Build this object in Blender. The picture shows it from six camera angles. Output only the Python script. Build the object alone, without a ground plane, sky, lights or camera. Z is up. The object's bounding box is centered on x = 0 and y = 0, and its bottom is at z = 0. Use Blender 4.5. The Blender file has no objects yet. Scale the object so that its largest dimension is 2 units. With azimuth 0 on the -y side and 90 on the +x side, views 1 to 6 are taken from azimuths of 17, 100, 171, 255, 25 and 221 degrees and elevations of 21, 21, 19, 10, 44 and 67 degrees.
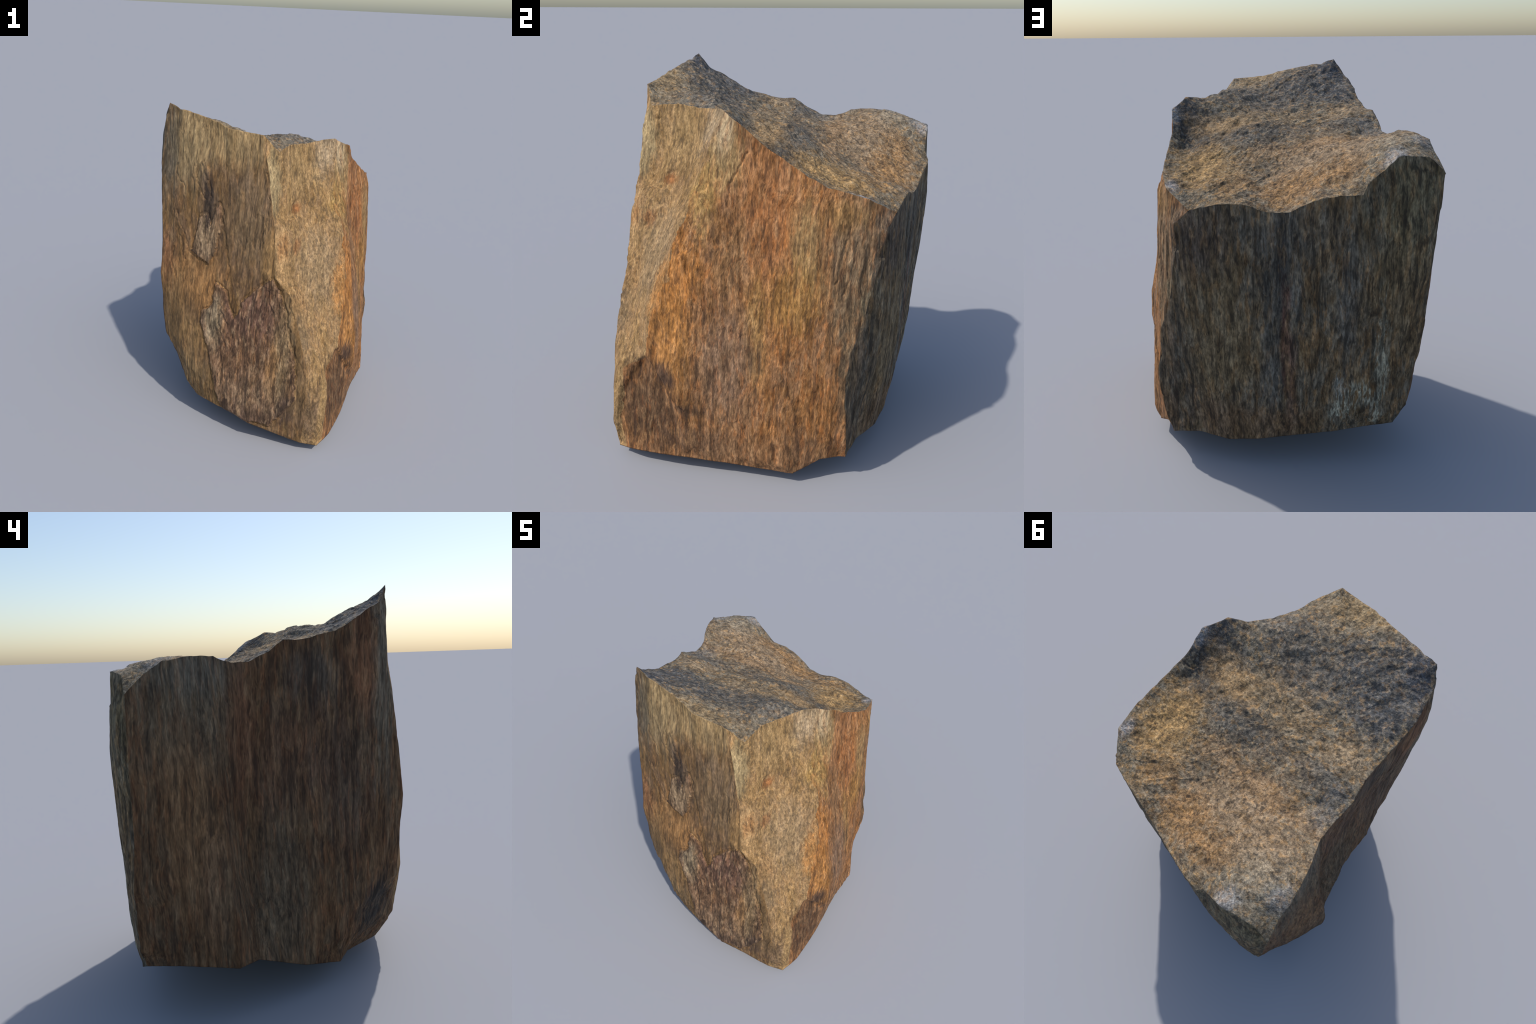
"""A split, weathered boulder: a tall block of fibrous brown rock with a
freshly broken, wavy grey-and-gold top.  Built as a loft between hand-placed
arris lines (rim to foot), capped by a smooth interpolating top surface."""
import bpy
import numpy as np
from mathutils import Vector, noise as mnoise

STEP = 0.0055            # mesh resolution in metres

# --------------------------------------------------------------------------
# 1. ARRISES: vertical profile lines of the block, each from rim to foot.
#    They run round the block: peak -> front -> sandy -> orange -> back -> left
# --------------------------------------------------------------------------
ARRIS = {}
ARRIS["peak_edge"] = [(-.462, -.537, 1.999), (-.490, -.526, 1.93), (-.530, -.518, 1.63), (-.502, -.566, 1.405),
                      (-.480, -.605, 1.19), (-.489, -.621, .968), (-.474, -.605, .635), (-.465, -.600, .53),
                      (-.360, -.639, .41), (-.295, -.670, .26), (-.255, -.583, .112)]
ARRIS["peak_face"] = [(-0.388, -0.556, 1.967), (-0.4, -0.574, 1.79), (-0.37, -0.6, 1.45), (-0.34, -0.644, 1.1),
        (-0.33, -0.68, 0.87), (-0.32, -0.701, 0.55), (-0.27, -0.708, 0.38), (-0.21, -0.684, 0.18)]
ARRIS["front_left"] = [(-0.182, -0.598, 1.939), (-0.168, -0.65, 1.6), (-0.16, -0.656, 1.1),
        (-0.15, -0.682, 0.93), (-0.15, -0.701, 0.78), (-0.145, -0.73, 0.45), (-0.13, -0.734, 0.28),
        (-0.119, -0.718, 0.176)]
ARRIS["front_right"] = [(0.058, -0.634, 1.889), (0.07, -0.666, 1.5), (0.08, -0.686, 1.2), (0.11, -0.714, 0.98),
        (0.11, -0.73, 0.78), (0.14, -0.77, 0.45), (0.16, -0.793, 0.25), (0.168, -0.794, 0.134)]
ARRIS["chip_left"] = [(0.137, -0.637, 1.882), (0.177, -0.652, 1.723), (0.226, -0.678, 1.45),
        (0.243, -0.686, 1.41), (0.272, -0.737, 1.104), (0.374, -0.728, 1.004), (0.44, -0.75, 0.798),
        (0.5, -0.772, 0.615), (0.52, -0.788, 0.4), (0.52, -0.792, 0.2), (0.5, -0.77, 0.062)]
ARRIS["chip_right"] = [(0.22, -0.592, 1.795), (0.238, -0.56, 1.632), (0.264, -0.6, 1.441),
        (0.285, -0.64, 1.38), (0.322, -0.643, 1.25), (0.397, -0.647, 1), (0.484, -0.665, 0.8),
        (0.6, -0.728, 0.532), (0.622, -0.748, 0.39), (0.63, -0.76, 0.22), (0.606, -0.75, 0.053)]
ARRIS["sandy_middle"] = [(0.297, -0.338, 1.8), (0.303, -0.36, 1.65), (0.342, -0.412, 1.46),
        (0.423, -0.501, 1.22), (0.511, -0.57, 1), (0.568, -0.597, 0.8), (0.612, -0.6, 0.62),
        (0.628, -0.625, 0.45), (0.645, -0.648, 0.25), (0.655, -0.638, 0.078)]
ARRIS["sandy_right"] = [(0.446, -0.184, 1.819), (0.47, -0.244, 1.65), (0.505, -0.3, 1.463),
        (0.582, -0.37, 1.3), (0.62, -0.434, 1.1), (0.636, -0.478, 0.95), (0.647, -0.511, 0.85),
        (0.64, -0.543, 0.66), (0.64, -0.518, 0.57), (0.662, -0.49, 0.45), (0.674, -0.47, 0.25),
        (0.672, -0.5, 0.083)]
ARRIS["orange_left"] = [(0.523, -0.084, 1.768), (0.533, -0.115, 1.58), (0.566, -0.225, 1.35),
        (0.622, -0.326, 1.16), (0.652, -0.328, 0.95), (0.675, -0.34, 0.82), (0.715, -0.362, 0.64),
        (0.724, -0.376, 0.47), (0.712, -0.37, 0.4), (0.696, -0.358, 0.25), (0.684, -0.356, 0.09)]
ARRIS["orange_middle_a"] = [(0.525, 0.034, 1.671), (0.548, -0.03, 1.4), (0.604, -0.1, 1.1), (0.66, -0.13, 0.8),
        (0.703, -0.14, 0.5), (0.703, -0.14, 0.27), (0.68, -0.146, 0.082)]
ARRIS["orange_middle_b"] = [(0.567, 0.222, 1.561), (0.603, 0.205, 1.4), (0.632, 0.18, 1.1),
        (0.655, 0.16, 0.85), (0.68, 0.13, 0.65), (0.698, 0.11, 0.45), (0.718, 0.14, 0.133),
        (0.688, 0.195, 0.07)]
ARRIS["orange_right"] = [(0.583, 0.325, 1.515), (0.618, 0.3, 1.43), (0.636, 0.345, 1.1), (0.652, 0.335, 0.95),
        (0.65, 0.31, 0.7), (0.662, 0.3, 0.5), (0.655, 0.31, 0.28), (0.64, 0.325, 0.14)]
ARRIS["corner_front"] = [(0.568, 0.49, 1.472), (0.574, 0.495, 1.33), (0.59, 0.47, 1.1), (0.618, 0.435, 0.93),
        (0.64, 0.412, 0.75), (0.66, 0.4, 0.5), (0.648, 0.4, 0.3), (0.612, 0.415, 0.147)]
ARRIS["corner"] = [(0.474, 0.613, 1.395), (0.542, 0.576, 1.325), (0.545, 0.562, 1.19), (0.57, 0.525, 1.04),
        (0.592, 0.505, 0.92), (0.615, 0.474, 0.83), (0.637, 0.446, 0.75), (0.655, 0.438, 0.62),
        (0.668, 0.431, 0.5), (0.66, 0.442, 0.39), (0.64, 0.447, 0.25), (0.61, 0.45, 0.148)]
ARRIS["corner_back"] = [(0.425, 0.626, 1.407), (0.5, 0.594, 1.15), (0.51, 0.58, 0.9), (0.518, 0.548, 0.62),
        (0.497, 0.512, 0.4), (0.48, 0.492, 0.25), (0.475, 0.495, 0.163)]
ARRIS["back_a"] = [(0.353, 0.645, 1.42), (0.365, 0.643, 1), (0.39, 0.628, 0.7), (0.392, 0.61, 0.48),
        (0.387, 0.59, 0.33), (0.385, 0.555, 0.162)]
ARRIS["back_b"] = [(0.085, 0.704, 1.388), (0.11, 0.697, 1), (0.14, 0.684, 0.6), (0.16, 0.668, 0.35),
        (0.177, 0.64, 0.179)]
ARRIS["back_c"] = [(-0.285, 0.786, 1.471), (-0.32, 0.797, 1.28), (-0.323, 0.783, 1.03), (-0.31, 0.762, 0.7),
        (-0.27, 0.738, 0.4), (-0.2, 0.69, 0.215)]
ARRIS["back_d"] = [(-.443, .778, 1.633), (-.450, .790, 1.30), (-.440, .785, .90), (-.430, .770, .62),
                   (-.395, .745, .32), (-.390, .715, .245)]
ARRIS["back_corner"] = [(-.596, .741, 1.621), (-.622, .770, 1.50), (-.625, .786, 1.343), (-.575, .781, 1.10),
                        (-.539, .776, .885), (-.500, .768, .62), (-.498, .748, .40), (-.501, .727, .257)]
ARRIS["left_corner"] = [(-.679, .738, 1.54), (-.662, .740, 1.30), (-.636, .736, .92), (-.632, .739, .837),
                        (-.611, .751, .667), (-.589, .745, .59), (-.572, .742, .48), (-.560, .732, .36),
                        (-.525, .705, .268)]
ARRIS["left_a"] = [(-0.656, 0.575, 1.672), (-0.686, 0.575, 1.2), (-0.676, 0.585, 0.9), (-0.664, 0.6, 0.65),
        (-0.664, 0.57, 0.45), (-0.645, 0.56, 0.303)]
ARRIS["left_b"] = [(-0.586, 0.343, 1.683), (-0.657, 0.36, 1.2), (-0.71, 0.34, 0.8), (-0.731, 0.315, 0.5),
        (-0.721, 0.306, 0.287)]
ARRIS["left_c"] = [(-0.552, 0.184, 1.655), (-0.55, 0.22, 1.35), (-0.54, 0.23, 1), (-0.552, 0.22, 0.7),
        (-0.6, 0.18, 0.45), (-0.632, 0.12, 0.25)]
ARRIS["left_d"] = [(-0.54, -0.02, 1.746), (-0.526, -0.03, 1.2), (-0.544, -0.05, 0.8), (-0.582, -0.06, 0.45),
        (-0.578, -0.06, 0.175)]
ARRIS["left_e"] = [(-0.54, -0.253, 1.782), (-0.548, -0.258, 1.6), (-0.53, -0.265, 1.2), (-0.551, -0.265, 0.8),
        (-0.578, -0.255, 0.47), (-0.555, -0.26, 0.28), (-0.5, -0.27, 0.122)]
ARRIS["left_f"] = [(-0.509, -0.49, 1.918), (-0.54, -0.47, 1.8), (-0.552, -0.468, 1.6), (-0.535, -0.5, 1.3),
        (-0.525, -0.52, 1), (-0.526, -0.495, 0.65), (-0.508, -0.47, 0.47), (-0.45, -0.435, 0.27),
        (-0.335, -0.38, 0.09)]

# extra rim points between two arrises (the rim is more jagged than the sides)
RIM = {
    "peak_face": [(-.320, -.569, 1.963)],
    "front_left": [(-.058, -.633, 1.903)],
    "chip_right": [(.243, -.445, 1.812)],
    "sandy_middle": [(.370, -.230, 1.811)],
    "back_a": [(.240, .670, 1.424), (.129, .694, 1.392)],
    "back_b": [(.030, .718, 1.387), (-.067, .746, 1.443), (-.187, .777, 1.472)],
    "back_c": [(-.312, .767, 1.518), (-.381, .771, 1.574)],
    "left_corner": [(-.656, .650, 1.622)],
    "left_a": [(-.625, .449, 1.689)],
    "left_b": [(-.560, .284, 1.658)],
    "left_c": [(-.563, .084, 1.697), (-.550, .014, 1.745)],
    "left_d": [(-.538, -.089, 1.750)],
    "left_e": [(-.545, -.340, 1.838)],
}
# extra foot points
FOOT = {
    "front_left": [(.077, -.779, .165)],
    "front_right": [(.322, -.777, .095)],
    "back_a": [(.330, .590, .160)],
    "left_a": [(-.693, .428, .299)],
    "left_b": [(-.655, .200, .282)],
}
# points of the broken top inside the rim
TOP = [(-.315, -.065, 1.730), (.388, .085, 1.612), (.433, .423, 1.476), (-.200, .496, 1.592),
       (-.124, -.514, 1.902), (.443, .070, 1.591), (.230, -.360, 1.848), (.300, -.245, 1.828), (.000, -.140, 1.742),
       (-.070, -.360, 1.815), (.080, -.240, 1.785), (-.440, -.120, 1.768), (.080, .400, 1.505),
       (-.420, .230, 1.643), (.410, .540, 1.455), (.040, .070, 1.700), (-.380, .050, 1.715),
       (.040, .180, 1.637), (.340, .210, 1.570), (.330, -.090, 1.705), (.180, -.480, 1.828), (.180, .220, 1.610),
       (-.460, .440, 1.674), (.000, .340, 1.553), (.360, .450, 1.493), (-.100, .670, 1.485), (-.260, .630, 1.562), (-.230, -.380, 1.868)]


# --------------------------------------------------------------------------
# 2. LOFT
# --------------------------------------------------------------------------
def along(points, n):
    """n points evenly spaced along a polyline."""
    p = np.asarray(points, float)
    d = np.r_[0, np.cumsum(np.linalg.norm(np.diff(p, axis=0), axis=1))]
    s = np.linspace(0, d[-1], n)
    return np.stack([np.interp(s, d, p[:, k]) for k in range(3)], 1)


def smooth(a, b, x):
    t = np.clip((x - a) / (b - a), 0, 1)
    return t * t * (3 - 2 * t)


names = list(ARRIS)
rim, foot, pair, frac = [], [], [], []
for i, name in enumerate(names):
    nxt = names[(i + 1) % len(names)]
    r = [ARRIS[name][0], *RIM.get(name, []), ARRIS[nxt][0]]
    f = [ARRIS[name][-1], *FOOT.get(name, []), ARRIS[nxt][-1]]
    length = max(np.linalg.norm(np.diff(np.array(q), axis=0), axis=1).sum() for q in (r, f))
    n = max(4, int(round(length / STEP)))
    rim.append(along(r, n + 1)[:-1])
    foot.append(along(f, n + 1)[:-1])
    pair += [(i, (i + 1) % len(names))] * n
    frac.append(np.arange(n) / n)
rim, foot, frac, pair = np.vstack(rim), np.vstack(foot), np.concatenate(frac), np.array(pair)
N = len(rim)
M = int(1.75 / STEP)
t = np.linspace(0, 1, M + 1)[:, None]
Z = foot[None, :, 2] + (rim[:, 2] - foot[:, 2])[None] * t            # (M+1, N)


def column_xy(index, z):
    p = np.array(ARRIS[names[index]])[::-1]
    return np.stack([np.interp(z, p[:, 2], p[:, k]) for k in (0, 1)], -1)


XY = np.zeros((M + 1, N, 2))
for i in range(len(names)):
    for side, w in ((0, 1 - frac), (1, frac)):
        sel = pair[:, side] == i
        if sel.any():
            XY[:, sel] += column_xy(i, Z[:, sel]) * w[sel][None, :, None]
rim_off, foot_off = rim[:, :2] - XY[-1], foot[:, :2] - XY[0]
XY += smooth(0.22, 0.0, rim[None, :, 2] - Z)[..., None] * rim_off[None]
XY += smooth(0.15, 0.0, Z - foot[None, :, 2])[..., None] * foot_off[None]
side = np.concatenate([XY, Z[..., None]], -1)


def soften(g, times, keep_ends=True):
    """average neighbours on the wrapped side grid: rounds the arrises a little"""
    for _ in range(times):
        h = g.copy()
        h[1:-1] = .5 * g[1:-1] + .125 * (g[2:] + g[:-2] + np.roll(g, 1, 1)[1:-1] + np.roll(g, -1, 1)[1:-1])
        g = h
    return g


side = soften(side, 3)


# ---- top: concentric rings from the rim to an inner point, heights by a
#      thin-plate spline through the rim and the inner points
def thin_plate(ctrl, q, lam=1e-4):
    def phi(a, b):
        r2 = ((a[:, None] - b[None]) ** 2).sum(-1)
        return .5 * r2 * np.log(r2 + 1e-12)
    n = len(ctrl)
    A = np.zeros((n + 3, n + 3))
    A[:n, :n] = phi(ctrl[:, :2], ctrl[:, :2]) + lam * np.eye(n)
    A[:n, n] = A[n, :n] = 1
    A[:n, n + 1:] = ctrl[:, :2]
    A[n + 1:, :n] = ctrl[:, :2].T
    c = np.linalg.solve(A, np.r_[ctrl[:, 2], 0, 0, 0])
    return phi(q, ctrl[:, :2]) @ c[:n] + c[n] + q @ c[n + 1:]


rim_ctrl = np.vstack([rim[::6], np.array(TOP)])
K = int(0.55 / STEP)
centre = np.array([-.03, .06])
top = np.zeros((K, N, 3))
for k in range(K):
    s = k / K
    xy = rim[:, :2] * (1 - s) + centre * s
    z = thin_plate(rim_ctrl, xy)
    top[k, :, :2] = xy
    top[k, :, 2] = z
resid = rim[:, 2] - top[0, :, 2]
top[..., 2] += resid[None] * np.clip(1 - np.arange(K) / (.2 * K), 0, 1)[:, None] ** 2
top[0] = rim
apex = np.array([[*centre, thin_plate(rim_ctrl, centre[None])[0]]])

# ---- underside: rings from the foot in to a blunt, slightly off-centre keel
KB = 24
keel = np.array([.10, -.20, 0.0])
under = np.zeros((KB, N, 3))
for k in range(KB):
    s = k / KB
    under[k, :, :2] = foot[:, :2] * (1 - s) + keel[:2] * s
    reach = .50 + .45 * smooth(-.55, .0, foot[:, 1])            # drops quickly at the front, slowly elsewhere
    under[k, :, 2] = foot[:, 2] * np.clip(1 - s / reach, 0, 1)
under[0] = foot

# --------------------------------------------------------------------------
# 3. RELIEF: fibrous ridges on the sides, ledges and pits on the broken top,
#    peeled slabs and cracks
# --------------------------------------------------------------------------
def lattice(ix, iy, iz, seed):
    h = (ix * 374761393 + iy * 668265263 + iz * 2147483647 + seed * 974634777) & 0xFFFFFFFF
    h = ((h ^ (h >> 13)) * 1274126177) & 0xFFFFFFFF
    return ((h ^ (h >> 16)) & 0xFFFF) / 32767.5 - 1.0


def value_noise(p, seed=0):
    i = np.floor(p).astype(np.int64)
    f = p - i
    f = f * f * f * (f * (f * 6 - 15) + 10)
    out = 0
    for a in (0, 1):
        for b in (0, 1):
            for c in (0, 1):
                w = ((f[..., 0] if a else 1 - f[..., 0]) * (f[..., 1] if b else 1 - f[..., 1])
                     * (f[..., 2] if c else 1 - f[..., 2]))
                out = out + w * lattice(i[..., 0] + a, i[..., 1] + b, i[..., 2] + c, seed)
    return out


def fractal(p, octaves=3, seed=0, gain=.5):
    out, amp = 0, 1.0
    for o in range(octaves):
        out = out + amp * value_noise(p * 2.03 ** o + 17.3 * o, seed + o)
        amp *= gain
    return out


def grid_normals(g):
    du = np.roll(g, -1, 1) - np.roll(g, 1, 1)
    dv = np.gradient(g, axis=0)
    n = np.cross(du, dv)
    return n / (np.linalg.norm(n, axis=-1, keepdims=True) + 1e-12)


def inside_distance(p, outline):
    """signed distance to a closed outline, positive inside"""
    a = np.array(outline)
    best = np.full(p.shape[:-1], 9.0)
    odd = np.zeros(p.shape[:-1], bool)
    for (x0, y0), (x1, y1) in zip(a, np.roll(a, -1, 0)):
        ex, ey = x1 - x0, y1 - y0
        t = np.clip(((p[..., 0] - x0) * ex + (p[..., 1] - y0) * ey) / (ex * ex + ey * ey), 0, 1)
        best = np.minimum(best, np.hypot(p[..., 0] - x0 - t * ex, p[..., 1] - y0 - t * ey))
        cross = ((y0 > p[..., 1]) != (y1 > p[..., 1])) & (p[..., 0] < ex * (p[..., 1] - y0) / (ey + 1e-9) + x0)
        odd ^= cross
    return np.where(odd, best, -best)


def line_distance(p, line):
    a = np.array(line)
    best = np.full(p.shape[:-1], 9.0)
    for (x0, y0), (x1, y1) in zip(a[:-1], a[1:]):
        ex, ey = x1 - x0, y1 - y0
        t = np.clip(((p[..., 0] - x0) * ex + (p[..., 1] - y0) * ey) / (ex * ex + ey * ey), 0, 1)
        best = np.minimum(best, np.hypot(p[..., 0] - x0 - t * ex, p[..., 1] - y0 - t * ey))
    return best


first = {name: int(np.argmax(pair[:, 0] == i)) for i, name in enumerate(names)}   # ring index of each arris
ring = np.arange(N)


def between(a, b):
    m = (ring >= first[a]) & (ring < first[b])
    return m[None, :] & np.ones((M + 1, 1), bool)


fibre = side * [1, 1, .22]
ribs = (.0030 * fractal(fibre * 13, 2, 3) + .0028 * fractal(fibre * 38, 3, 9)
        + .0022 * np.clip(fractal(side * [9, 9, 4], 3, 21), -1, .35))
# step-like splintering along the fibre
steps = fractal(fibre * 20, 2, 33)
ribs += .0035 * (smooth(-.05, .05, steps) - .5)
lift = np.zeros((M + 1, N))

# bark-like slabs peeling off the front face, outlines in (x, z)
SLABS = [
    [(-.09, .38), (-.13, .56), (-.185, .72), (-.19, .79), (-.13, .82), (-.11, .87), (-.112, .94), (-.10, .985),
     (-.045, .955), (-.01, .87), (.03, .79), (.06, .83), (.08, .91), (.14, .985), (.21, 1.04), (.27, 1.10),
     (.30, 1.02), (.34, .92), (.38, .76), (.42, .64), (.445, .5), (.45, .36), (.39, .27), (.30, .15), (.0, .15), (-.06, .27)],
    [(-.285, 1.15), (-.23, 1.13), (-.16, 1.09), (-.135, 1.14), (-.10, 1.29), (-.08, 1.34), (-.095, 1.47), (-.125, 1.44),
     (-.150, 1.33), (-.19, 1.40), (-.225, 1.38), (-.245, 1.26)]]
front = between("peak_edge", "chip_left")
fx = side[..., [0, 2]] + .008 * np.stack([fractal(side * 40, 2, 51), fractal(side * 40, 2, 61)], -1)
for outline, height in zip(SLABS, (.009, .009)):
    d = inside_distance(fx, outline)
    lift += np.where(front, height * smooth(-.004, .006, d) * (1 - .6 * smooth(.0, .22, d))
                     - .007 * np.exp(-((d + .010) / .007) ** 2), 0)
# the hollow above the small slab
d = inside_distance(fx, [(-.17, 1.62), (-.145, 1.52), (-.155, 1.36), (-.175, 1.34), (-.188, 1.46), (-.19, 1.58)])
lift -= np.where(front, .010 * smooth(-.01, .02, d), 0)
# thin sinuous seam right of the big slab
d = line_distance(fx, [(.27, 1.11), (.36, .89), (.41, .69), (.48, .57), (.53, .45), (.49, .36), (.46, .28)])
lift -= np.where(front | between("chip_left", "chip_right"), .005 * np.exp(-(d / .006) ** 2), 0)
# cracks of the rusty face, in (y, z)
rusty = between("sandy_right", "corner")
fy = side[..., [1, 2]] + .006 * np.stack([fractal(side * 35, 2, 71), fractal(side * 35, 2, 81)], -1)
for line, depth in (([(-.34, 1.16), (-.32, 1.1), (-.31, 1.04), (-.30, .98), (-.27, .94), (-.24, .92)], .007),
                    ([(-.05, 1.65), (-.09, 1.59), (-.13, 1.51), (-.14, 1.40)], .007),
                    ([(.42, 1.35), (.385, 1.21), (.37, 1.09)], .006),
                    ([(.45, 1.28), (.43, 1.15), (.40, 1.0)], .005),
                    ([(.05, .50), (.03, .43), (.04, .38)], .005)):
    lift -= np.where(rusty, depth * np.exp(-(line_distance(fy, line) / .006) ** 2), 0)
# hook-shaped scar and pit on the sandy face, in (x, z)
sandy = between("chip_left", "sandy_right")
for line, depth in (([(.355, 1.30), (.362, 1.26), (.345, 1.225)], .006), ([(.30, 1.49), (.31, 1.46)], .006),
                    ([(.22, 1.41), (.27, 1.40), (.31, 1.355)], .006)):
    lift -= np.where(sandy, depth * np.exp(-(line_distance(fx, line) / .008) ** 2), 0)

# the front arris: a flat chip ending on a ledge, with a boss bulging below it
lift += np.where(sandy, .013 * np.exp(-((side[..., 0] - .29) / .05) ** 2) * smooth(1.415, 1.395, fx[..., 1]) * smooth(.95, 1.30, Z), 0)
lift -= np.where(sandy, .006 * np.exp(-(line_distance(fx, [(.222, 1.80), (.243, 1.63), (.268, 1.44)]) / .006) ** 2), 0)
# curled flake and splinters standing on the sandy face
for outline, height in (([(.275, 1.35), (.33, 1.36), (.372, 1.32), (.368, 1.25), (.345, 1.22), (.32, 1.28)], .008),
                        ([(.40, 1.70), (.415, 1.45), (.43, 1.30), (.44, 1.48), (.425, 1.72)], .006)):
    lift += np.where(sandy, height * smooth(-.004, .008, inside_distance(fx, outline)), 0)
# smooth hollowed area between the slabs, with a raised rim at its left
calm = np.where(front, smooth(.02, -.05, -inside_distance(fx, [(-.46, 1.12), (-.30, 1.09), (-.16, 1.08), (-.10, .98), (-.14, .84), (-.2, .78),
                                                               (-.3, .66), (-.44, .70), (-.47, .95)])), 0)
# long flowing splits down the bark-like and sandy faces
rng = np.random.default_rng(12)
for _ in range(16):
    x0, z0, length = rng.uniform(-.42, .46), rng.uniform(.45, 1.75), rng.uniform(.15, .45)
    split = [(x0 + .02 * np.sin(q * 5 + x0 * 40) + .05 * q * rng.uniform(.4, 1), z0 - length * q) for q in np.linspace(0, 1, 7)]
    d = line_distance(fx, split)
    shown = front & (d < .1) | sandy & (d < .1)
    lift += np.where(shown, .0035 * smooth(.035, .0, d) - .0075 * np.exp(-(d / .006) ** 2), 0)
lift += ribs * (1 - .8 * calm)
# wedge-shaped hollow under a peaked lip, low on the front foot, in (y, z)
wedge = inside_distance(fy, [(-.70, .42), (-.63, .55), (-.56, .635), (-.53, .62), (-.47, .53), (-.42, .45), (-.37, .405),
                             (-.29, .385), (-.20, .37), (-.19, -.2), (-.85, -.2), (-.74, .2)])
lift -= np.where(between("chip_right", "orange_middle_b"), .014 * smooth(-.24, -.46, side[..., 1]) * smooth(-.006, .022, wedge) * np.exp(-np.maximum(wedge, 0) / .10)
                 - .006 * np.exp(-((wedge + .015) / .012) ** 2) * smooth(.15, .30, Z) * smooth(-.28, -.42, side[..., 1]), 0)
# broken chips along the arris between the rusty and the lichen-covered face
off_arris = np.abs(ring - first["corner"])[None, :] * STEP + .02 * fractal(side * 14, 2, 171)
lift -= .016 * np.exp(-(np.maximum(off_arris, 0) / .035) ** 2) * smooth(.0, .5, fractal(side * [11, 11, 8], 2, 181))

edge_fade = smooth(0, .03, rim[None, :, 2] - Z) * smooth(0, .02, Z - foot[None, :, 2])
normal = grid_normals(side)
side = side + normal * (lift * (.25 + .75 * edge_fade))[..., None]
# ragged, chipped rim
chip = .005 * (np.clip(fractal(rim * 17, 2, 91), -.6, .6) + .5)
side[-1] += normal[-1] * (.3 * chip)[:, None] + np.stack([0 * chip, 0 * chip, chip], -1)
side[-2, :, 2] = np.minimum(side[-2, :, 2], side[-1, :, 2] - .001)

# broken top: wavy ledges running across, small steps and pits
flat_xy = top * [1, 1, 1.0]
across = np.stack([top[..., 0] * .75 + top[..., 1] * .66, -top[..., 0] * .66 + top[..., 1] * .75, top[..., 2]], -1)
ledge = fractal(across * [3.2, 7.5, 6], 3, 101)
rise = (.0045 * ledge + .006 * (smooth(-.12, .12, fractal(across * [5, 10, 9], 3, 111)) - .5)
        + .0045 * fractal(across * [17, 26, 20], 3, 121) + .0022 * fractal(across * [60, 80, 60], 2, 131))
rise -= .007 * smooth(.35, .8, fractal(top * 15, 2, 141))
ring_fade = smooth(0, .09, np.arange(K) / K)[:, None]
top[..., 2] += rise * (.15 + .85 * ring_fade)
blend = np.clip(1 - np.arange(K) / (.06 * K), 0, 1)[:, None]
top += (side[-1] - rim)[None] * blend[..., None]
top[0] = side[-1]
under[0] = side[0]
under[1:, :, 2] += (.008 * fractal(under[1:] * 9, 3, 151)) * smooth(0, .2, np.arange(1, KB) / KB)[:, None]
under[1:, :, 2] = np.maximum(under[1:, :, 2], .002)

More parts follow.
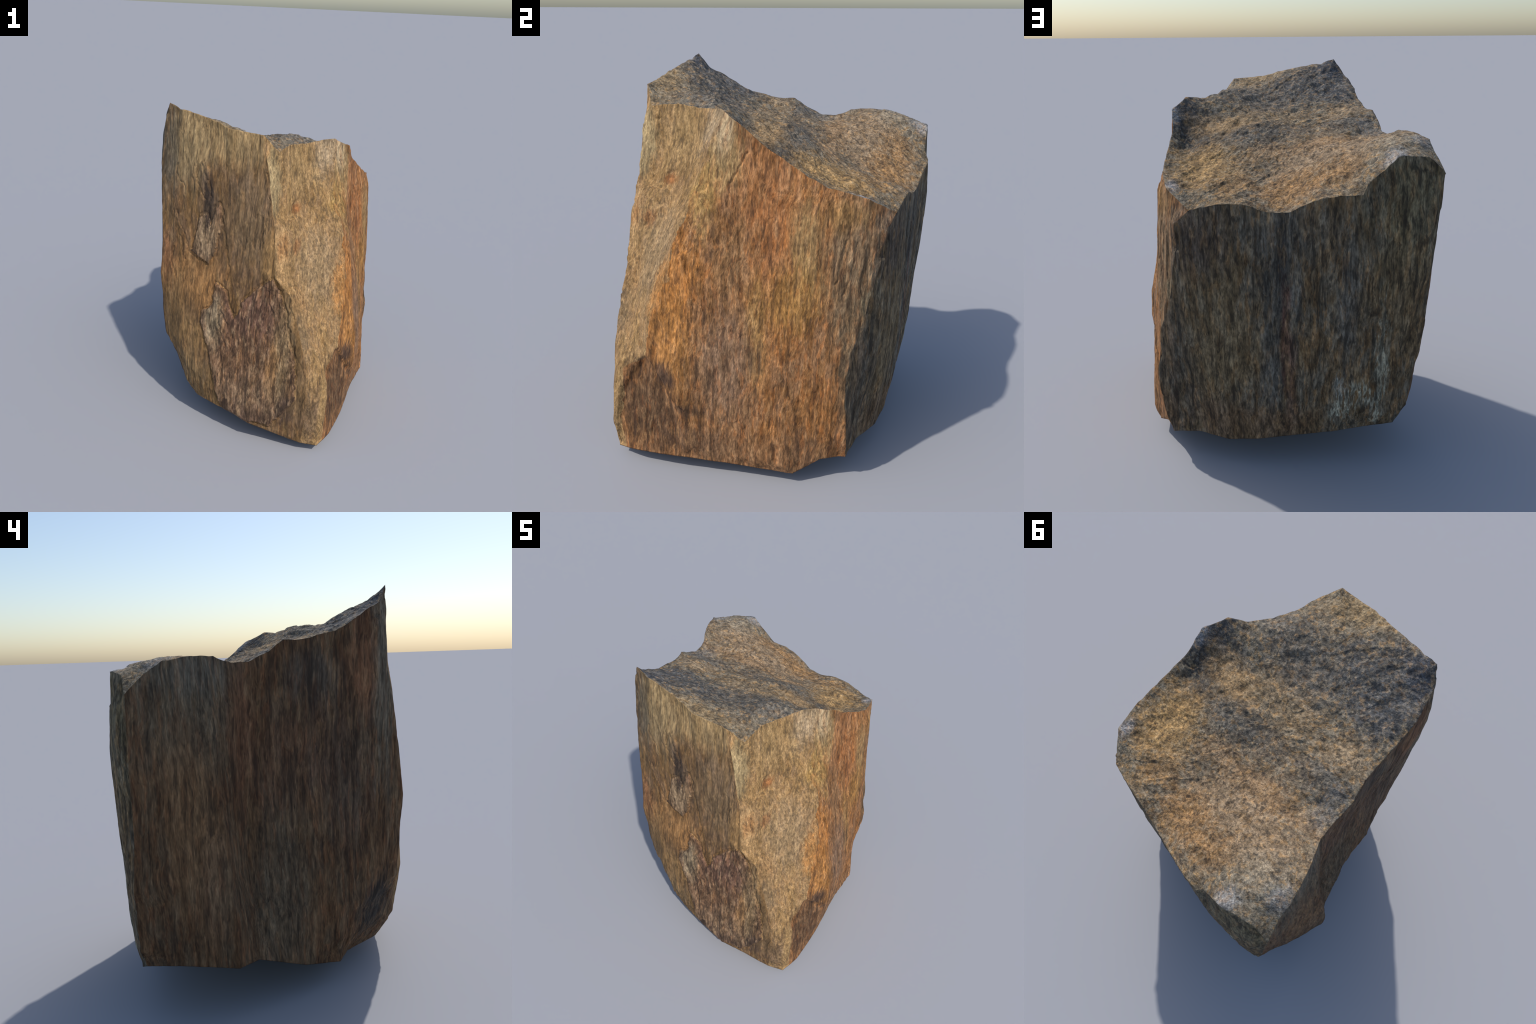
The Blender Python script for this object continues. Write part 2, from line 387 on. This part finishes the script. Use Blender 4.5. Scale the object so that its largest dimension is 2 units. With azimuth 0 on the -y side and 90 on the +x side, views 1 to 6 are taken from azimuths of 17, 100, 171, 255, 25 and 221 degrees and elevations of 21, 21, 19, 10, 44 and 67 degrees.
# --------------------------------------------------------------------------
# 4. MATERIALS
# --------------------------------------------------------------------------
class Nodes:
    """small helper to write node trees as expressions"""

    def __init__(self, name):
        self.mat = bpy.data.materials.new(name)
        self.mat.use_nodes = True
        self.t = self.mat.node_tree
        self.bsdf = self.t.nodes["Principled BSDF"]
        self.pos = self.t.nodes.new("ShaderNodeTexCoord").outputs["Object"]

    def put(self, socket, value):
        if isinstance(value, bpy.types.NodeSocket):
            self.t.links.new(value, socket)
        elif hasattr(socket.default_value, "__len__"):
            v = tuple(value)
            socket.default_value = v + (1,) * (len(socket.default_value) - len(v))
        else:
            socket.default_value = value

    def math(self, op, a, b=0.0, clamp=False):
        n = self.t.nodes.new("ShaderNodeMath")
        n.operation, n.use_clamp = op, clamp
        self.put(n.inputs[0], a)
        self.put(n.inputs[1], b)
        return n.outputs[0]

    def vec(self, op, a, b=(0, 0, 0)):
        n = self.t.nodes.new("ShaderNodeVectorMath")
        n.operation = op
        self.put(n.inputs[0], a)
        self.put(n.inputs[1], b)
        return n.outputs["Value"] if op in ("LENGTH", "DOT_PRODUCT") else n.outputs["Vector"]

    def coords(self, scale, rotate=(0, 0, 0), offset=(0, 0, 0)):
        n = self.t.nodes.new("ShaderNodeMapping")
        n.vector_type = "POINT"
        self.put(n.inputs["Vector"], self.pos)
        n.inputs["Rotation"].default_value = rotate
        n.inputs["Location"].default_value = offset
        s = self.vec("MULTIPLY", n.outputs[0], scale)
        return s

    def noise(self, vec, scale=1.0, detail=3.0, rough=.55, distort=0.0):
        n = self.t.nodes.new("ShaderNodeTexNoise")
        self.put(n.inputs["Vector"], vec)
        for k, v in (("Scale", scale), ("Detail", detail), ("Roughness", rough), ("Distortion", distort)):
            n.inputs[k].default_value = v
        return n.outputs["Fac"]

    def cells(self, vec, scale=1.0):
        n = self.t.nodes.new("ShaderNodeTexVoronoi")
        self.put(n.inputs["Vector"], vec)
        n.inputs["Scale"].default_value = scale
        n.inputs["Randomness"].default_value = 1
        s = self.t.nodes.new("ShaderNodeSeparateColor")
        self.t.links.new(n.outputs["Color"], s.inputs[0])
        return s.outputs[0], s.outputs[1], n.outputs["Distance"]

    def ramp(self, fac, stops, smooth_it=False):
        n = self.t.nodes.new("ShaderNodeValToRGB")
        if smooth_it:
            n.color_ramp.interpolation = "EASE"
        e = n.color_ramp.elements
        while len(e) < len(stops):
            e.new(.5)
        for el, (p, c) in zip(e, stops):
            el.position = p
            el.color = (c, c, c, 1) if isinstance(c, (int, float)) else (*c, 1)
        self.put(n.inputs[0], fac)
        return n.outputs[0]

    def step(self, x, lo, hi):
        n = self.t.nodes.new("ShaderNodeMapRange")
        n.interpolation_type = "SMOOTHSTEP"
        self.put(n.inputs["Value"], x)
        n.inputs["From Min"].default_value, n.inputs["From Max"].default_value = lo, hi
        return n.outputs["Result"]

    def mix(self, fac, a, b, mode="MIX"):
        n = self.t.nodes.new("ShaderNodeMix")
        n.data_type, n.blend_type = "RGBA", mode
        self.put(n.inputs["Factor"], fac)
        self.put(n.inputs[6], a)
        self.put(n.inputs[7], b)
        return n.outputs[2]

    def patch(self, centre, radii, wobble, soft=.5):
        """soft ragged ellipsoidal mask in object space"""
        d = self.vec("SUBTRACT", self.pos, centre)
        d = self.vec("DIVIDE", d, radii)
        r = self.math("ADD", self.vec("LENGTH", d), wobble)
        return self.math("SUBTRACT", 1.0, self.step(r, 1 - soft, 1 + soft))


def stone(name, tints, fleck, patches, contrast=1.0, lean=(0, 0, 0), ragged=1.0, seed=0.0, roughness=.85,
          bump=.007, amounts=(.55, .6, .45), mottled=.5):
    """A grained stone.
    tints: main, second (hand-sized mottling), pale grain, dark grain, accent grain
    fleck: size of a grain across and along the fibre, in metres
    patches: (centre, radii, colour, strength[, softness[, speckled]]) stains in object space"""
    g = Nodes(name)
    across, length = fleck
    off = (seed * 3.7, seed * 1.3, seed * 2.1)
    base = g.coords((1, 1, 1), lean, (0, 0, 0))
    bend = g.noise(g.vec("MULTIPLY", base, (6, 6, 5)), 1, 2)
    base = g.vec("ADD", base, g.vec("MULTIPLY", g.vec("SUBTRACT", bend, (.5, .5, .5)), (.035, .03, .02)))

    def layer(size, stretch, detail=3, rough=.55, shift=0.0):
        v = g.vec("MULTIPLY", base, (1 / size, 1 / size, 1 / (size * stretch)))
        return g.noise(g.vec("ADD", v, (off[0] + shift, off[1] + 2 * shift, off[2] - shift)), 1, detail, rough)

    ratio = length / across
    fine = layer(across, ratio, 3, .6)                       # single grains
    finer = layer(across * .45, ratio, 2, .6, 3.1)
    pale_n = layer(across * 1.5, ratio * 1.1, 3, .6, 11.7)
    dark_n = layer(across * 1.35, ratio * 1.2, 3, .6, 23.9)
    accent_n = layer(across * 1.9, ratio * 1.1, 4, .65, 37.3)
    streak = layer(across * 1.8, ratio * 4, 3, .6, 5.7)      # long fibres
    cloud = layer(.15, 2.0, 5, .62, 51.1)                    # hand-sized mottling
    blotch = layer(across * 3.6, ratio * 1.1, 4, .6, 67.7)   # finger-sized blotches

    def centred(x, k):
        return g.math("MULTIPLY", g.math("SUBTRACT", x, .5), k)

    wobble = g.math("ADD", g.math("ADD", centred(cloud, 1.5 * ragged), centred(pale_n, 1.3 * ragged)), centred(streak, 1.1 * ragged))

    main, second, light, dark, accent = tints
    pale, deep, hue = amounts
    tint = g.mix(g.step(g.math("ADD", g.math("MULTIPLY", cloud, mottled), g.math("MULTIPLY", blotch, 1 - mottled)), .42, .58), main, second)
    tint = g.mix(g.math("MULTIPLY", g.step(accent_n, .51, .62), .75 * hue), tint, accent)
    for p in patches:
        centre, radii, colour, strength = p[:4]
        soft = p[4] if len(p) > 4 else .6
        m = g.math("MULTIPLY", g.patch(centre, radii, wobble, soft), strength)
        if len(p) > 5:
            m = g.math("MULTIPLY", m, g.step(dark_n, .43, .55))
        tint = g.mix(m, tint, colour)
    c = contrast
    # grain colours: hue shifts keep the local colour: pale and dark grains are drawn half from the palette, half from the stain
    tint = g.mix(g.math("MULTIPLY", g.step(accent_n, .51, .62), .45 * hue), tint, accent)
    tint = g.mix(1.0, tint, g.ramp(blotch, [(.36, 1 - .42 * c), (.50, 1.0), (.64, 1 + .38 * c)]), "MULTIPLY")
    pale_c = g.mix(.5, light, g.mix(1.0, tint, (1.75, 1.75, 1.75), "MULTIPLY"))
    deep_c = g.mix(.5, dark, g.mix(1.0, tint, (.30, .30, .30), "MULTIPLY"))
    lum = g.ramp(g.math("ADD", g.math("MULTIPLY", fine, .6), g.math("MULTIPLY", finer, .4)),
                 [(.36, 1 - .60 * c), (.46, 1 - .20 * c), (.53, 1 + .08 * c), (.63, 1 + .65 * c)])
    col = g.mix(g.math("MULTIPLY", g.step(pale_n, .52, .64), pale), tint, pale_c)
    col = g.mix(g.math("MULTIPLY", g.step(streak, .53, .66), pale), col, pale_c)
    col = g.mix(1.0, col, lum, "MULTIPLY")
    col = g.mix(g.math("MULTIPLY", g.step(dark_n, .53, .65), deep), col, deep_c)
    col = g.mix(g.math("MULTIPLY", g.step(streak, .46, .33), deep), col, deep_c)
    g.put(g.bsdf.inputs["Base Color"], col)
    g.bsdf.inputs["Roughness"].default_value = roughness
    g.bsdf.inputs["Specular IOR Level"].default_value = .25
    b = g.t.nodes.new("ShaderNodeBump")
    b.inputs["Strength"].default_value = .85
    b.inputs["Distance"].default_value = bump
    h = g.math("ADD", fine, g.math("MULTIPLY", finer, .4))
    g.put(b.inputs["Height"], g.math("ADD", h, g.math("MULTIPLY", streak, .8)))
    g.t.links.new(b.outputs["Normal"], g.bsdf.inputs["Normal"])
    return g.mat


bark = stone("bark_brown_stone", ((.285, .157, .058), (.170, .098, .050), (.38, .245, .110), (.068, .042, .027), (.29, .138, .045)), (.014, .065), [
    # pale straw band under the rim
    ((-.10, -.62, 1.86), (.42, .2, .17), (.41, .278, .130), .75),
    ((-.33, -.60, 1.72), (.12, .2, .20), (.41, .285, .140), .70),
    # grey-brown upper right
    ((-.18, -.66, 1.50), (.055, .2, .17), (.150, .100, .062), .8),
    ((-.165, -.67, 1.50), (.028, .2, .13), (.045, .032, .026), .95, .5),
    ((.08, -.66, 1.42), (.17, .2, .28), (.205, .138, .080), .7),
    # smooth rust-tan area under the small slab
    ((-.24, -.66, .98), (.22, .2, .19), (.300, .155, .060), .9),
    ((-.17, -.70, .88), (.07, .2, .14), (.34, .165, .055), .6),
    # olive lower left
    ((-.33, -.68, .62), (.20, .2, .22), (.250, .150, .064), .6),
    ((-.25, -.68, .32), (.16, .2, .18), (.200, .135, .068), .6),
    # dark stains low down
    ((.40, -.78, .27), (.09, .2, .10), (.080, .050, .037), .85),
    # tan spilling over the front arris
    ((.25, -.70, 1.18), (.05, .1, .17), (.38, .215, .080), .75),
    ((.38, -.74, .84), (.07, .1, .22), (.31, .180, .072), .65),
    ((.47, -.77, .45), (.05, .1, .25), (.25, .155, .072), .6),
    # rust edge at far left mid height, grey above
    ((-.46, -.60, 1.08), (.06, .2, .14), (.26, .115, .05), .7),
    ((-.46, -.55, 1.70), (.06, .2, .30), (.14, .125, .092), .6),
    ((.36, -.74, .72), (.05, .1, .25), (.17, .130, .080), .6),
], contrast=.72, seed=1, amounts=(.32, .5, .40))

slab_stone = stone("flaky_slab_stone", ((.220, .118, .060), (.160, .085, .048), (.44, .300, .165), (.055, .032, .023), (.30, .140, .050)), (.015, .052), [
    ((.16, -.75, .86), (.15, .2, .13), (.155, .082, .056), .75),
    ((-.11, -.72, .74), (.06, .2, .15), (.33, .250, .150), .8),
    ((.35, -.76, .55), (.06, .2, .40), (.23, .155, .075), .7),
    ((.30, -.76, .45), (.04, .2, .20), (.36, .185, .070), .7),
    ((.20, -.77, .30), (.25, .2, .14), (.26, .170, .100), .5),
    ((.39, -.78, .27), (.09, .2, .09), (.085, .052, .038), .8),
    ((.05, -.76, .18), (.25, .2, .06), (.13, .080, .052), .6),
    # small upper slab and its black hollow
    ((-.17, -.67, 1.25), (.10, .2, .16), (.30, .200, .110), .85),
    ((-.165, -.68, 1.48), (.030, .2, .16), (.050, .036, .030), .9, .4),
    ((-.20, -.68, 1.60), (.06, .2, .06), (.14, .100, .065), .7),
], contrast=.95, seed=8, amounts=(.65, .75, .35))

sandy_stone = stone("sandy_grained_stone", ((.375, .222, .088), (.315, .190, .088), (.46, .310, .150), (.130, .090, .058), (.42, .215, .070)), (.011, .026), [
    ((.41, -.24, 1.74), (.06, .12, .13), (.42, .335, .225), .55),
    ((.30, -.42, 1.70), (.10, .12, .18), (.335, .215, .092), .7),
    ((.20, -.64, 1.62), (.045, .08, .17), (.41, .300, .150), .85, .4),
    ((.50, -.30, 1.48), (.03, .05, .16), (.50, .300, .085), .6),
    ((.29, -.69, 1.22), (.05, .08, .16), (.46, .280, .125), .7),
    ((.30, -.67, 1.27), (.03, .06, .07), (.42, .190, .065), .6),
    ((.31, -.48, 1.46), (.020, .06, .03), (.34, .130, .040), .8, .5),
    ((.355, -.58, 1.26), (.015, .06, .045), (.30, .120, .038), .85, .5),
    ((.48, -.52, 1.15), (.12, .14, .26), (.330, .230, .130), .6),
    ((.61, -.46, .98), (.05, .07, .32), (.47, .205, .055), .75),
    ((.42, -.72, .95), (.05, .08, .25), (.32, .180, .075), .6),
    ((.45, -.74, .72), (.05, .08, .18), (.20, .140, .080), .65),
    ((.56, -.76, .28), (.06, .10, .14), (.17, .108, .065), .75),
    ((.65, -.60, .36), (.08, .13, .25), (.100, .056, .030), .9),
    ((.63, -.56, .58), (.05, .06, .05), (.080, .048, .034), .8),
    ((.615, -.745, .30), (.02, .05, .30), (.44, .270, .110), .6),
], contrast=.70, seed=2, lean=(.10, .06, 0), amounts=(.45, .55, .30))

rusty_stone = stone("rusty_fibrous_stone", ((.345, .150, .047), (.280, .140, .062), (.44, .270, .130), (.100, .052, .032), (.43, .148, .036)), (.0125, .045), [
    # straw strip continuing from the sandy face
    ((.48, -.17, 1.66), (.2, .10, .18), (.370, .240, .102), .95, .4),
    ((.46, -.17, 1.76), (.2, .05, .12), (.42, .335, .225), .5),
    ((.52, -.26, 1.42), (.2, .06, .16), (.41, .255, .085), .75),
    # red heart
    ((.57, .03, 1.48), (.2, .12, .24), (.370, .155, .058), .45),
    ((.60, .05, 1.20), (.2, .08, .24), (.400, .150, .045), .50),
    # vivid orange band at the left
    ((.61, -.39, 1.04), (.2, .10, .30), (.47, .190, .045), .75),
    ((.68, -.40, .68), (.2, .11, .22), (.46, .205, .055), .80),
    # olive and ochre drift
    ((.60, .23, 1.27), (.2, .06, .16), (.340, .230, .100), .65),
    ((.63, .18, 1.02), (.2, .13, .14), (.380, .205, .055), .55),
    ((.66, .0, .85), (.2, .04, .28), (.390, .225, .070), .55),
    ((.60, -.12, 1.15), (.2, .08, .20), (.290, .165, .075), .5),
    # greyer brown on the right edge and low in the middle
    ((.57, .45, 1.10), (.2, .12, .36), (.245, .175, .100), .75),
    ((.66, -.15, .64), (.2, .13, .28), (.230, .145, .090), .70),
    ((.55, .40, 1.40), (.2, .10, .06), (.40, .215, .070), .6),
    ((.69, -.02, .14), (.2, .40, .12), (.265, .140, .066), .65),
    # smooth pale chips on the far arris
    ((.53, .57, 1.37), (.06, .055, .05), (.20, .130, .078), .9, .3),
    ((.58, .52, .97), (.05, .045, .06), (.23, .165, .090), .9, .3),
    # grey weathering creeping round the far arris
    ((.56, .56, 1.15), (.05, .045, .20), (.085, .080, .062), .7),
    ((.66, .43, .62), (.06, .035, .22), (.105, .090, .060), .6),
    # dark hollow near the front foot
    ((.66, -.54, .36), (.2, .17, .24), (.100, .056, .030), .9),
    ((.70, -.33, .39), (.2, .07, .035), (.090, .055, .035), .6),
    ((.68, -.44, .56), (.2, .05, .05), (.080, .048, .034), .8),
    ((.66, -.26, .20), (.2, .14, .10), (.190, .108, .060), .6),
], contrast=.85, seed=3, lean=(.06, 0, 0), amounts=(.42, .60, .45))

back_stone = stone("lichen_grey_stone", ((.132, .092, .050), (.108, .093, .068), (.23, .160, .082), (.024, .020, .016), (.190, .108, .045)), (.014, .052), [  # palette darkened: part of the sunless back side's shade is baked in
    # blue-grey runnels
    ((.12, .70, .95), (.045, .2, .50), (.098, .095, .082), .85),
    ((.02, .71, 1.05), (.045, .2, .34), (.102, .098, .085), .80),
    ((-.24, .77, .95), (.045, .2, .30), (.106, .101, .087), .80),
    ((.12, .68, .48), (.05, .2, .12), (.106, .102, .088), .80),
    ((.05, .72, 1.30), (.26, .2, .10), (.090, .085, .072), .5),
    # black seam and red stain between them
    ((.06, .71, .95), (.02, .2, .55), (.028, .028, .028), .75),
    ((.045, .70, .80), (.022, .2, .20), (.13, .055, .035), .6),
    ((.02, .68, .45), (.03, .2, .28), (.135, .068, .042), .55),
    # tan left, brown foot
    ((.36, .62, .75), (.15, .2, .34), (.170, .128, .070), .6),
    ((.30, .60, .26), (.40, .2, .14), (.135, .085, .048), .70),
    ((.58, .52, .50), (.10, .10, .40), (.074, .070, .060), .55),
    ((.45, .60, 1.25), (.12, .2, .16), (.080, .060, .048), .7),
    # mossy olive top right
    ((-.50, .78, 1.40), (.18, .2, .28), (.118, .102, .058), .7),
    ((-.45, .78, .95), (.12, .2, .24), (.150, .110, .060), .6),
    # rust creeping round the near arris
    ((.61, .48, .80), (.05, .03, .26), (.200, .120, .060), .4),
    ((.64, .45, .30), (.04, .03, .16), (.180, .110, .058), .4),
    # pale lichen
    ((-.41, .78, .68), (.040, .2, .24), (.29, .28, .21), .8, .5, True),
    ((-.33, .76, .45), (.09, .2, .06), (.31, .31, .24), .9, .5, True),
    ((-.23, .72, .35), (.06, .2, .08), (.31, .31, .24), .95, .4, True),
    ((-.40, .74, .32), (.03, .2, .05), (.31, .31, .24), .9, .5, True),
    ((-.22, .73, .50), (.03, .2, .07), (.24, .25, .22), .8, .5, True),
], contrast=1.0, seed=4, amounts=(.40, .75, .6), ragged=1.2)

left_stone = stone("dark_rust_stone", ((.128, .068, .032), (.102, .066, .037), (.190, .122, .062), (.030, .020, .014), (.150, .062, .026)), (.013, .08), [  # browns lowered to carry some of the left face's shadow in the colour
    ((-.62, .50, 1.50), (.2, .22, .26), (.112, .092, .062), .7),
    ((-.60, .45, 1.62), (.2, .20, .10), (.120, .113, .090), .6),
    ((-.67, .48, .95), (.2, .10, .36), (.175, .100, .048), .8),
    ((-.68, .40, .66), (.2, .06, .22), (.165, .102, .058), .6),
    ((-.56, .22, 1.35), (.2, .07, .30), (.150, .070, .036), .65),
    ((-.54, -.38, 1.62), (.2, .08, .22), (.165, .074, .037), .7),
    ((-.54, -.12, 1.58), (.2, .14, .12), (.062, .055, .046), .65),
    ((-.54, .0, 1.20), (.2, .18, .25), (.105, .058, .036), .5),
    ((-.54, -.30, 1.1), (.2, .14, .35), (.075, .054, .042), .5),
    ((-.58, .05, .55), (.2, .14, .35), (.120, .098, .065), .6),
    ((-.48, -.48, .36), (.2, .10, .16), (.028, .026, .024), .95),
    ((-.50, -.50, 1.6), (.2, .05, .5), (.14, .128, .095), .7),
], contrast=.75, seed=5, bump=.005, amounts=(.40, .60, .5))

top_stone = stone("broken_grain_stone", ((.260, .192, .118), (.190, .158, .112), (.42, .315, .190), (.042, .042, .044), (.42, .230, .078)), (.014, .014), [
    # charcoal sweep from the peak across to the front lip
    ((.0, -.30, 1.8), (.46, .14, .6), (.130, .120, .105), .75),
    ((-.36, -.40, 1.9), (.26, .18, .6), (.110, .110, .108), .85),
    ((-.45, -.50, 1.97), (.09, .08, .2), (.075, .080, .092), .85),
    ((.45, -.07, 1.7), (.09, .16, .4), (.046, .050, .055), .95, .5),
    ((.38, .10, 1.6), (.06, .10, .3), (.052, .054, .057), .80),
    ((.30, -.06, 1.68), (.10, .12, .3), (.125, .120, .110), .6),
    ((.10, .12, 1.6), (.26, .085, .5), (.120, .108, .092), .75),
    ((-.40, .08, 1.75), (.14, .07, .4), (.130, .122, .110), .55),
    ((-.40, -.25, 1.8), (.14, .10, .4), (.090, .090, .090), .45),
    # gold by the corner
    ((.38, .33, 1.5), (.14, .20, .4), (.46, .270, .095), .65),
    ((.26, -.02, 1.65), (.16, .08, .4), (.42, .255, .105), .6),
    ((.0, -.05, 1.7), (.22, .07, .4), (.33, .225, .120), .5),
    ((-.02, -.60, 1.9), (.18, .08, .3), (.37, .250, .120), .6),
    ((-.42, -.05, 1.75), (.10, .07, .4), (.42, .290, .165), .6),
    # warm sandy back with orange stains
    ((-.22, .45, 1.6), (.34, .22, .5), (.37, .245, .140), .6),
    ((-.02, .60, 1.5), (.18, .10, .3), (.44, .220, .070), .55),
    ((-.24, .62, 1.55), (.12, .06, .3), (.42, .220, .080), .45),
    ((.28, .50, 1.45), (.12, .06, .3), (.40, .215, .080), .45),
    ((-.15, .28, 1.6), (.30, .06, .3), (.38, .215, .095), .45),
    # bluish pale bruises
    ((-.44, .73, 1.65), (.05, .05, .2), (.30, .32, .35), .65),
    ((-.60, .60, 1.65), (.05, .06, .2), (.24, .26, .29), .65),
    ((-.50, .62, 1.65), (.14, .12, .2), (.33, .290, .215), .5),
    ((.54, .47, 1.48), (.03, .05, .2), (.34, .34, .35), .65),
    ((.52, -.06, 1.75), (.03, .05, .2), (.28, .30, .33), .6),
    ((-.50, .16, 1.72), (.06, .10, .3), (.16, .165, .165), .5),
], contrast=.80, seed=6, bump=.007, amounts=(.38, .65, .55), ragged=1.2, mottled=.7)

foot_stone = stone("earthy_underside_stone", ((.14, .085, .05), (.11, .08, .055), (.2, .15, .1), (.05, .04, .03), (.15, .08, .04)), (.01, .02), [], seed=7)

# --------------------------------------------------------------------------
# 5. MESHES: one continuous skin, cut into parts that share border vertices
#    and the whole body's normals
# --------------------------------------------------------------------------
V = np.vstack([side.reshape(-1, 3), top[1:].reshape(-1, 3), apex, under[1:].reshape(-1, 3), keel[None]])
base_top = (M + 1) * N
base_apex = base_top + (K - 1) * N
base_under = base_apex + 1
base_keel = base_under + (KB - 1) * N
j = np.arange(N)
jn = (j + 1) % N


def ring_quads(a, b):
    return np.stack([a[j], a[jn], b[jn], b[j]], 1)


side_rows = [k * N + j for k in range(M + 1)]
top_rows = [side_rows[-1]] + [base_top + k * N + j for k in range(K - 1)]
under_rows = [side_rows[0]] + [base_under + k * N + j for k in range(KB - 1)]
F_side = np.stack([ring_quads(a, b) for a, b in zip(side_rows[:-1], side_rows[1:])])      # (M, N, 4)
F_top = np.vstack([ring_quads(a, b) for a, b in zip(top_rows[:-1], top_rows[1:])])
F_top_fan = np.stack([top_rows[-1][j], top_rows[-1][jn], np.full(N, base_apex)], 1)
F_under = np.vstack([ring_quads(b, a) for a, b in zip(under_rows[:-1], under_rows[1:])])
F_under_fan = np.stack([under_rows[-1][jn], under_rows[-1][j], np.full(N, base_keel)], 1)

# which face of the block a side quad belongs to; the soft border of the
# sandy and rusty faces wanders a little, the sharp arrises do not
drift_row = np.zeros(M)
drift = np.round(3 * np.sin(np.arange(M) * .043) + 3 * np.sin(np.arange(M) * .11 + 1)
                 + 5 * fractal(np.stack([np.arange(M) * .09, 0 * drift_row, 0 * drift_row], -1), 3, 201)).astype(int)
bounds = [("bark_face", "peak_edge"), ("sandy_face", "chip_left"), ("rusty_face", "sandy_right"),
          ("lichen_face", "corner"), ("dark_face", "left_corner")]
face_id = np.zeros((M, N), int)
for n, (_, start) in enumerate(bounds):
    border = np.full((M, N), float(first[start]))
    if start == "sandy_right":      # below the wedge-shaped hollow the rusty stone reaches round the front foot
        lower = first["chip_right"] + .35 * (first["sandy_middle"] - first["chip_right"])
        border += drift[:, None] + (lower - border) * smooth(.66, .52, Z[:-1])
    face_id[ring[None, :] >= border] = n

slab_v = np.zeros((M + 1, N), bool)
for outline in SLABS:
    slab_v |= inside_distance(fx, outline) > 0
slab_v &= front
face_id[slab_v[:-1] & (face_id == 0)] = len(bounds)
bounds.append(("bark_slab", None))

# vertex normals of the whole body
tri = np.vstack([q[:, [0, 1, 2]] for q in (F_side.reshape(-1, 4), F_top, F_under)]
                + [q[:, [0, 2, 3]] for q in (F_side.reshape(-1, 4), F_top, F_under)] + [F_top_fan, F_under_fan])
fn = np.cross(V[tri[:, 1]] - V[tri[:, 0]], V[tri[:, 2]] - V[tri[:, 0]])
VN = np.stack([sum(np.bincount(tri[:, c], fn[:, k], len(V)) for c in range(3)) for k in range(3)], 1)
VN /= np.linalg.norm(VN, axis=1, keepdims=True) + 1e-12


def mesh_part(name, quads, fan, material):
    used = np.unique(np.concatenate([quads.ravel(), fan.ravel()]))
    remap = np.full(len(V), -1)
    remap[used] = np.arange(len(used))
    me = bpy.data.meshes.new(name)
    loops = np.concatenate([remap[quads].ravel(), remap[fan].ravel()]).astype(np.int32)
    sizes = np.r_[np.full(len(quads), 4), np.full(len(fan), 3)].astype(np.int32)
    me.vertices.add(len(used))
    me.vertices.foreach_set("co", V[used].astype(np.float32).ravel())
    me.loops.add(len(loops))
    me.loops.foreach_set("vertex_index", loops)
    me.polygons.add(len(sizes))
    me.polygons.foreach_set("loop_start", np.r_[0, np.cumsum(sizes)[:-1]].astype(np.int32))
    me.polygons.foreach_set("loop_total", sizes)
    me.polygons.foreach_set("use_smooth", np.ones(len(sizes), bool))
    me.materials.append(material)
    me.update(calc_edges=True)
    me.validate()
    me.normals_split_custom_set_from_vertices(VN[used].tolist())
    ob = bpy.data.objects.new(name, me)
    bpy.context.scene.collection.objects.link(ob)
    return ob


rock = bpy.data.objects.new("rock", None)
bpy.context.scene.collection.objects.link(rock)
rock["label"] = "tall split brown boulder with a broken grey and gold top"
rock["category"] = "rock"
none = np.zeros((0, 3), int)
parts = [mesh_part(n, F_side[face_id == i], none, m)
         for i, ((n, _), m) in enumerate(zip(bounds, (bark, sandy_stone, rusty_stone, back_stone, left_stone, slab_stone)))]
parts += [mesh_part("broken_top", F_top, F_top_fan, top_stone), mesh_part("underside", F_under, F_under_fan, foot_stone)]
for ob in parts:
    ob.parent = rock
